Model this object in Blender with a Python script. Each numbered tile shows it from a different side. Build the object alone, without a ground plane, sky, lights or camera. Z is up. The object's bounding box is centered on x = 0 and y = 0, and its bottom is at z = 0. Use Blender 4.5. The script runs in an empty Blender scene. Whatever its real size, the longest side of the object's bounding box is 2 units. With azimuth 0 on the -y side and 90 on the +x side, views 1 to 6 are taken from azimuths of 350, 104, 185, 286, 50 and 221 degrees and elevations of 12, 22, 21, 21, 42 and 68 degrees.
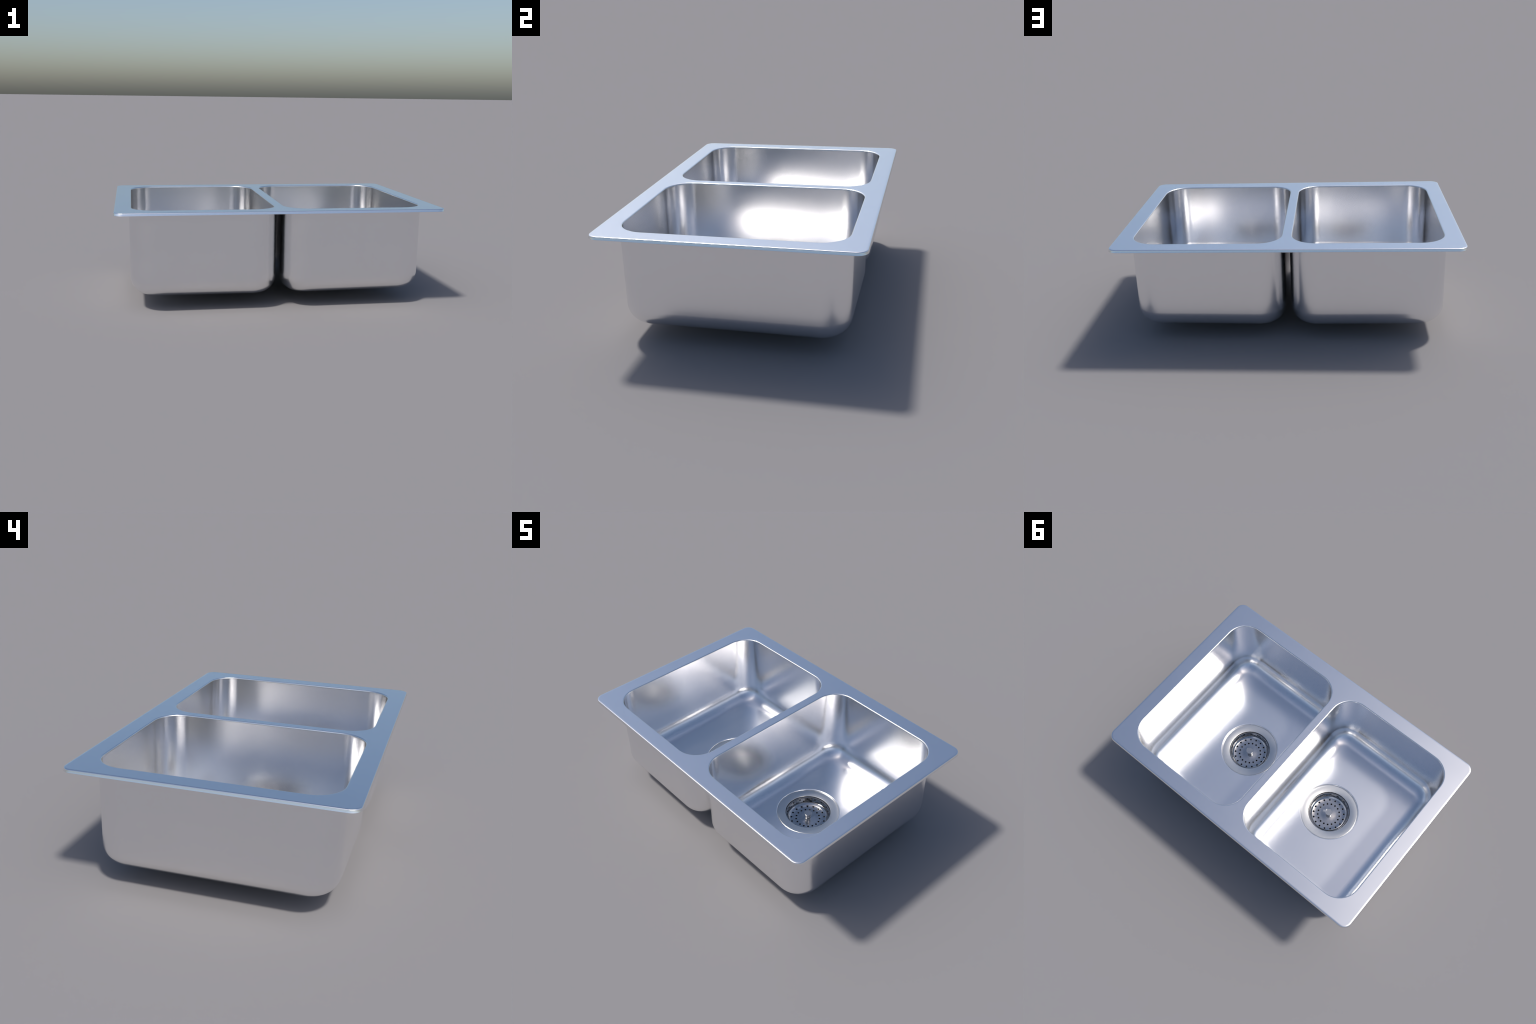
"""Double-bowl stainless steel kitchen sink with two basket strainers."""
import bpy, bmesh, math
from mathutils import Vector, Matrix

TAU = 2 * math.pi

# ------------------------------------------------------------------ sizes (m)
RIM_X, RIM_Y, TOP = 1.0, 0.680, 0.6235       # half length, half width, height
RIM_CORNER = 0.055
SHEET = 0.005                                # gauge of the pressed rim
WALL = 0.0145                                # bowls: steel plus sound-deadening skin
UNDER = 0.0165                               # the same under the floor
LIP = 0.0168                                 # turned-down edge of the rim

BOWLS = [(0.4635, 0.4335), (0.4636, 0.4337)]   # centre from the middle, half length
BOWL_HY = 0.5772
BOWL_CORNER = 0.143
FLOOR = 0.1055                               # inner floor of the bowls
EDGE_R = 0.0065                              # rolled edge rim -> wall
FILLET = 0.106                               # wall -> floor

DRAIN_OFF = 0.372                            # drain centre, from the middle
DRAIN_Y = 0.003
FLANGE_R, DRAIN_R = 0.200, 0.148
HOLES = 17
FLANGE_Z = 0.0990                            # top of the flange, just below the floor


# ------------------------------------------------------------------ materials
def steel(name, base, rough, rough_var=0.003, scale=6.0, stretch=(1, 1, 1), bump=0.0, bump_scale=40.0):
    m = bpy.data.materials.new(name)
    m.use_nodes = True
    nt = m.node_tree
    b = nt.nodes["Principled BSDF"]
    b.inputs["Metallic"].default_value = 1.0
    tc = nt.nodes.new("ShaderNodeTexCoord")
    mp = nt.nodes.new("ShaderNodeMapping")
    mp.inputs["Scale"].default_value = stretch
    nt.links.new(tc.outputs["Object"], mp.inputs["Vector"])
    nz = nt.nodes.new("ShaderNodeTexNoise")
    nz.inputs["Scale"].default_value = scale
    nz.inputs["Detail"].default_value = 4.0
    nt.links.new(mp.outputs["Vector"], nz.inputs["Vector"])
    ra = nt.nodes.new("ShaderNodeMapRange")
    ra.inputs["From Min"].default_value = 0.3
    ra.inputs["From Max"].default_value = 0.7
    ra.inputs["To Min"].default_value = rough - rough_var
    ra.inputs["To Max"].default_value = rough + rough_var
    nt.links.new(nz.outputs["Fac"], ra.inputs["Value"])
    nt.links.new(ra.outputs["Result"], b.inputs["Roughness"])
    cr = nt.nodes.new("ShaderNodeValToRGB")
    cr.color_ramp.elements[0].position = 0.25
    cr.color_ramp.elements[1].position = 0.75
    cr.color_ramp.elements[0].color = tuple(c * 0.995 for c in base) + (1,)
    cr.color_ramp.elements[1].color = tuple(min(1, c * 1.005) for c in base) + (1,)
    nt.links.new(nz.outputs["Fac"], cr.inputs["Fac"])
    nt.links.new(cr.outputs["Color"], b.inputs["Base Color"])
    if bump:
        n2 = nt.nodes.new("ShaderNodeTexNoise")
        n2.inputs["Scale"].default_value = bump_scale
        n2.inputs["Detail"].default_value = 2.0
        nt.links.new(tc.outputs["Object"], n2.inputs["Vector"])
        bp = nt.nodes.new("ShaderNodeBump")
        bp.inputs["Strength"].default_value = bump
        bp.inputs["Distance"].default_value = 0.002
        nt.links.new(n2.outputs["Fac"], bp.inputs["Height"])
        nt.links.new(bp.outputs["Normal"], b.inputs["Normal"])
    return m


SATIN = steel("satin_stainless_steel", (0.89, 0.89, 0.90), 0.235)
FLANGE = steel("matt_flange_steel", (0.70, 0.70, 0.685), 0.28)
CHROME = steel("polished_basket_steel", (0.50, 0.50, 0.505), 0.14, 0.02, 14.0, bump=0.25, bump_scale=45.0)
KNOB = steel("turned_knob_steel", (0.50, 0.50, 0.50), 0.24)
BODY = steel("shadow_darkened_cup_steel", (0.10, 0.10, 0.10), 0.50)  # near-black base puts the cavity's shade behind the strainer holes


# ------------------------------------------------------------------ helpers
def rounded_rect(cx, cy, hx, hy, r, n=10, straight=8):
    """Counter-clockwise rounded rectangle: n arc steps a corner, divided sides."""
    pts = []
    corners = [(1, 1, 0), (-1, 1, 90), (-1, -1, 180), (1, -1, 270)]
    for sx, sy, a0 in corners:
        ox, oy = cx + sx * (hx - r), cy + sy * (hy - r)
        for i in range(n + 1):
            a = math.radians(a0 + 90 * i / n)
            pts.append((ox + r * math.cos(a), oy + r * math.sin(a)))
    out = []
    k = n + 1
    for c in range(4):
        seg = pts[c * k:(c + 1) * k]
        nxt = pts[((c + 1) % 4) * k]
        out += seg
        for j in range(1, straight):
            t = j / straight
            out.append((seg[-1][0] * (1 - t) + nxt[0] * t, seg[-1][1] * (1 - t) + nxt[1] * t))
    return out


def ring(bm, pts, z):
    return [bm.verts.new((x, y, z)) for x, y in pts]


def bridge(bm, a, b):
    """Quads between two loops; faces look to the right of the walk a -> b."""
    n = len(a)
    for i in range(n):
        j = (i + 1) % n
        bm.faces.new((a[i], a[j], b[j], b[i]))


def fill(bm, loops, up):
    """Flat sheet between an outer loop and the holes in it."""
    edges = []
    for lp in loops:
        for i in range(len(lp)):
            e = bm.edges.get((lp[i], lp[(i + 1) % len(lp)]))
            edges.append(e or bm.edges.new((lp[i], lp[(i + 1) % len(lp)])))
    got = bmesh.ops.triangle_fill(bm, use_beauty=True, use_dissolve=False, edges=edges)
    for f in got["geom"]:
        if isinstance(f, bmesh.types.BMFace):
            f.normal_update()
            if (f.normal.z > 0) != up:
                f.normal_flip()


def finish(bm, name, mat, parent, loc=(0, 0, 0), angle=None, facets=None):
    me = bpy.data.meshes.new(name)
    bm.normal_update()
    bm.to_mesh(me)
    bm.free()
    me.materials.append(mat)
    me.shade_smooth()
    if facets:
        for f in me.polygons:
            if facets(f):
                f.use_smooth = False
    if angle:
        me.set_sharp_from_angle(angle=math.radians(angle))
    o = bpy.data.objects.new(name, me)
    bpy.context.scene.collection.objects.link(o)
    o.parent = parent
    o.location = loc
    return o


def revolve(bm, profile, n):
    """Lathe (r, z) points, ordered so that the surface faces up / inward."""
    loops = []
    for r, z in profile:
        if r < 1e-6:
            loops.append([bm.verts.new((0, 0, z))])
        else:
            loops.append([bm.verts.new((r * math.cos(TAU * i / n), r * math.sin(TAU * i / n), z)) for i in range(n)])
    for a, b in zip(loops, loops[1:]):
        for i in range(n):
            j = (i + 1) % n
            if len(a) == 1 and len(b) == 1:
                continue
            elif len(a) == 1:
                bm.faces.new((a[0], b[j % len(b)], b[i % len(b)]))
            elif len(b) == 1:
                bm.faces.new((a[i], a[j], b[0]))
            else:
                bm.faces.new((a[i], a[j], b[j], b[i]))
    return loops


def arc(cr, cz, r, a0, a1, n):
    return [(cr + r * math.cos(math.radians(a0 + (a1 - a0) * i / n)),
             cz + r * math.sin(math.radians(a0 + (a1 - a0) * i / n))) for i in range(n + 1)]


# ------------------------------------------------------------------ the sink
sink = bpy.data.objects.new("kitchen_sink", None)
bpy.context.scene.collection.objects.link(sink)
sink["label"] = "double-bowl stainless steel drop-in sink with two basket strainers"
sink["category"] = "kitchen sink"

BORDER = EDGE_R + 0.004                      # flat collar of the bowl in the rim plane


def bowl_loop(which, inset):
    """Outline of a bowl (both laid out on the +x side), inset from the inner wall."""
    cx, hx = BOWLS[which]
    return rounded_rect(cx, 0, hx - inset, BOWL_HY - inset, max(BOWL_CORNER - inset, 0.012))


# --- rim: flat deck with two openings and a turned-down lip
bm = bmesh.new()


def rim_loop(inset):
    return rounded_rect(0, 0, RIM_X - inset, RIM_Y - inset, max(RIM_CORNER - inset, 0.01), n=8, straight=10)


def openings(inset):
    return [bowl_loop(0, inset), [(-x, y) for x, y in reversed(bowl_loop(1, inset))]]

lip = [(0.014, TOP), (0.0055, TOP), (0.0041, TOP - 0.0006), (0.0026, TOP - 0.0018), (0.0017, TOP - 0.0038),
       (0.0006, TOP - LIP + 0.0015), (0.0000, TOP - LIP + 0.0006), (0.0008, TOP - LIP), (0.0050, TOP - LIP), (0.0058, TOP - LIP + 0.001),
       (0.0080, TOP - 0.008), (0.012, TOP - SHEET)]
loops = [ring(bm, rim_loop(i), z) for i, z in lip]
for a, b in zip(loops, loops[1:]):
    bridge(bm, b, a)
fill(bm, [loops[0]] + [ring(bm, h, TOP) for h in openings(-BORDER)], True)
fill(bm, [loops[-1]] + [ring(bm, h, TOP - SHEET) for h in openings(-BORDER - 0.004)], False)
rim = finish(bm, "rim", SATIN, sink)


# --- bowls: rolled edge, upright walls, rounded foot, flat floor with an outlet
def make_bowl(which):
    bm = bmesh.new()
    inner = [(-BORDER, TOP), (-EDGE_R - 0.0015, TOP)]
    inner += [(-(EDGE_R) + EDGE_R * math.sin(t), TOP - EDGE_R * (1 - math.cos(t)))
              for t in [math.radians(90 * i / 5) for i in range(6)]]
    foot_z = FLOOR + FILLET
    steps = 6
    inner += [(0.0, TOP - EDGE_R - 0.004 + (foot_z - TOP + EDGE_R + 0.004) * i / steps) for i in range(steps + 1)]
    inner += [(FILLET * (1 - math.cos(t)), foot_z - FILLET * math.sin(t))
              for t in [math.radians(90 * i / 12) for i in range(1, 13)]]
    inner += [(FILLET + 0.012, FLOOR)]
    # outer skin, from under the rim down the wall and round the foot
    base, r_out = FLOOR - UNDER, FILLET - 0.001
    outer = [(-BORDER - 0.004, TOP - SHEET), (-WALL - 0.001, TOP - SHEET - 0.001)]
    outer += [(-WALL, TOP - SHEET - 0.005 + (base + r_out - TOP + SHEET + 0.005) * i / steps) for i in range(steps + 1)]
    outer += [(-WALL + r_out * (1 - math.cos(t)), base + r_out * (1 - math.sin(t)))
              for t in [math.radians(90 * i / 12) for i in range(1, 13)]]
    outer += [(-WALL + r_out + 0.012, base)]
    tri = [bowl_loop(which, i) for i, _ in inner]
    li = [ring(bm, pts, z) for pts, (_, z) in zip(tri, inner)]
    lo = [ring(bm, bowl_loop(which, i), z) for i, z in outer]
    for v in [v for lp in lo[1:] for v in lp]:
        # the skin hangs a little lower and wider beside the middle gap
        low = (TOP - v.co.z) / (TOP - base)
        v.co.z += 0.0040 * low * (v.co.x - BOWLS[which][0]) / 0.45
        v.co.x -= 0.0010
    for a, b in zip(li, li[1:]):
        bridge(bm, a, b)
    for a, b in zip(lo, lo[1:]):
        bridge(bm, b, a)
    # stepped seat for the drain flange, then the outlet through the floor
    def disc(r, z):
        return ring(bm, [(DRAIN_OFF + r * math.cos(TAU * i / 36), DRAIN_Y + r * math.sin(TAU * i / 36)) for i in range(36)], z)

    seat = [disc(r, z) for r, z in [(0.2095, FLOOR), (0.2080, FLOOR), (0.2050, FLOOR - 0.0012), (0.2030, FLOOR - 0.0038), (0.2020, FLANGE_Z - 0.004),
                                    (0.1690, FLANGE_Z - 0.004), (0.1690, FLOOR - UNDER)]]
    fill(bm, [li[-1], seat[0]], True)
    fill(bm, [lo[-1], seat[-1]], False)
    for p, q in zip(seat, seat[1:]):
        bridge(bm, p, q)
    def seat_edge(f):
        # flat-shaded facets break the seat edge's highlight into beads
        c = f.center
        return abs(math.hypot(abs(c.x) - DRAIN_OFF, c.y - DRAIN_Y) - 0.2045) < 0.0036 and c.z < FLOOR - 0.0002

    if which:
        for v in bm.verts:
            v.co.x = -v.co.x
        bmesh.ops.reverse_faces(bm, faces=bm.faces)
    return finish(bm, "bowl", SATIN, sink, angle=50, facets=seat_edge)


bowls = [make_bowl(0), make_bowl(1)]

# --- drain: flange and cup, one lathed part
def flange_mesh():
    bm = bmesh.new()
    z = FLANGE_Z
    prof = [(DRAIN_R - 0.001, 0.0700), (DRAIN_R - 0.001, z - 0.0022), (DRAIN_R - 0.0003, z - 0.0006), (DRAIN_R + 0.0012, z),
            (FLANGE_R - 0.0030, z), (FLANGE_R - 0.0010, z - 0.0010), (FLANGE_R, z - 0.0025), (FLANGE_R, z - 0.0039),
            (0.1685, z - 0.0039), (0.1683, 0.0760), (0.1540, 0.0700)]
    loops = revolve(bm, prof[::-1], 36)
    bridge(bm, loops[-1], loops[0])
    return bm


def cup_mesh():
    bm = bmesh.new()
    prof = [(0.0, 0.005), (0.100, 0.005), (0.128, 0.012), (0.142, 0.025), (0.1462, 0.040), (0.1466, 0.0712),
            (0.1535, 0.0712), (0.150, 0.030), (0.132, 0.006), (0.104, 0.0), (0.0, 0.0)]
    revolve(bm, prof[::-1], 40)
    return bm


def basket_mesh():
    """Strainer cup: rim, perforated wall, rolled ledge, perforated dished floor."""
    top = [(0.1440, 0.0780), (0.1448, 0.0860), (0.1432, 0.0895), (0.1408, 0.0890), (0.1392, 0.0840), (0.1365, 0.0700),
           (0.1345, 0.0520), (0.1350, 0.0480), (0.1338, 0.0465), (0.1325, 0.0490), (0.1300, 0.0495), (0.1270, 0.0470), (0.1215, 0.0410), (0.1170, 0.0388),
           (0.0900, 0.0380), (0.0600, 0.0380), (0.0520, 0.0383), (0.0400, 0.0396), (0.0280, 0.0412), (0.0180, 0.0422), (0.0, 0.0427)]
    under = [(0.0, 0.0400), (0.020, 0.0398), (0.034, 0.0382), (0.048, 0.0358), (0.060, 0.0350), (0.0900, 0.0350), (0.1180, 0.0356),
             (0.1240, 0.0385), (0.1345, 0.0440), (0.1380, 0.0490), (0.1395, 0.0680), (0.1415, 0.0770)]
    bm = bmesh.new()
    revolve(bm, under + top, 68)
    bmesh.ops.recalc_face_normals(bm, faces=bm.faces)
    return bm


def punch_mesh():
    """All the round punches for the strainer holes."""
    bm = bmesh.new()
    step = TAU / HOLES
    rows = [  # radius, height, tilt of the axis from vertical, angular shift, hole radius
        (0.0775, 0.0370, 0, 0.0, 0.0062),
        (0.1090, 0.0370, 0, 0.5, 0.0064),
        (0.1365, 0.0605, 84, 0.0, 0.0056),
        (0.1385, 0.0760, 84, 0.5, 0.0056),
    ]
    for r, z, tilt, shift, hr in rows:
        for i in range(HOLES):
            a = (i + shift) * step
            m = Matrix.Translation((r * math.cos(a), r * math.sin(a), z)) @ Matrix.Rotation(a, 4, "Z") @ Matrix.Rotation(math.radians(tilt), 4, "Y")
            bmesh.ops.create_cone(bm, cap_ends=True, segments=12, radius1=hr, radius2=hr, depth=0.016, matrix=m)
    return bm


def knob_mesh():
    bm = bmesh.new()
    prof = [(0.0, 0.0860), (0.0230, 0.0860), (0.0243, 0.0851), (0.0241, 0.0810), (0.0222, 0.0770), (0.0205, 0.0720), (0.0198, 0.0610),
            (0.0192, 0.0560), (0.0178, 0.0535), (0.0180, 0.0505), (0.0190, 0.0485), (0.0178, 0.0455), (0.0172, 0.0390)]
    revolve(bm, prof[::-1], 24)
    return bm


drain = finish(flange_mesh(), "drain", FLANGE, sink, (DRAIN_OFF, DRAIN_Y, 0), 22,
               lambda f: f.normal.z < 0.98)
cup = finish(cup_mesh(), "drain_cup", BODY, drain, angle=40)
basket = finish(basket_mesh(), "strainer_basket", CHROME, drain)
punch = finish(punch_mesh(), "punch", CHROME, drain)
cut = basket.modifiers.new("holes", "BOOLEAN")
cut.use_self = True
cut.operation, cut.solver, cut.object = "DIFFERENCE", "EXACT", punch
bpy.context.view_layer.update()
done = bpy.data.meshes.new_from_object(basket.evaluated_get(bpy.context.evaluated_depsgraph_get()))
basket.modifiers.clear()
basket.data = done
done.name = "strainer_basket"
done.shade_smooth()
done.set_sharp_from_angle(angle=math.radians(40))
bpy.data.objects.remove(punch)
knob = finish(knob_mesh(), "knob", KNOB, basket, (0, 0, 0), 30)

drain_b = drain.copy()
drain_b.location.x = -DRAIN_OFF
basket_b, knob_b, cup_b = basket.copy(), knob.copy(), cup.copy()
basket_b.rotation_euler.z = 0.31
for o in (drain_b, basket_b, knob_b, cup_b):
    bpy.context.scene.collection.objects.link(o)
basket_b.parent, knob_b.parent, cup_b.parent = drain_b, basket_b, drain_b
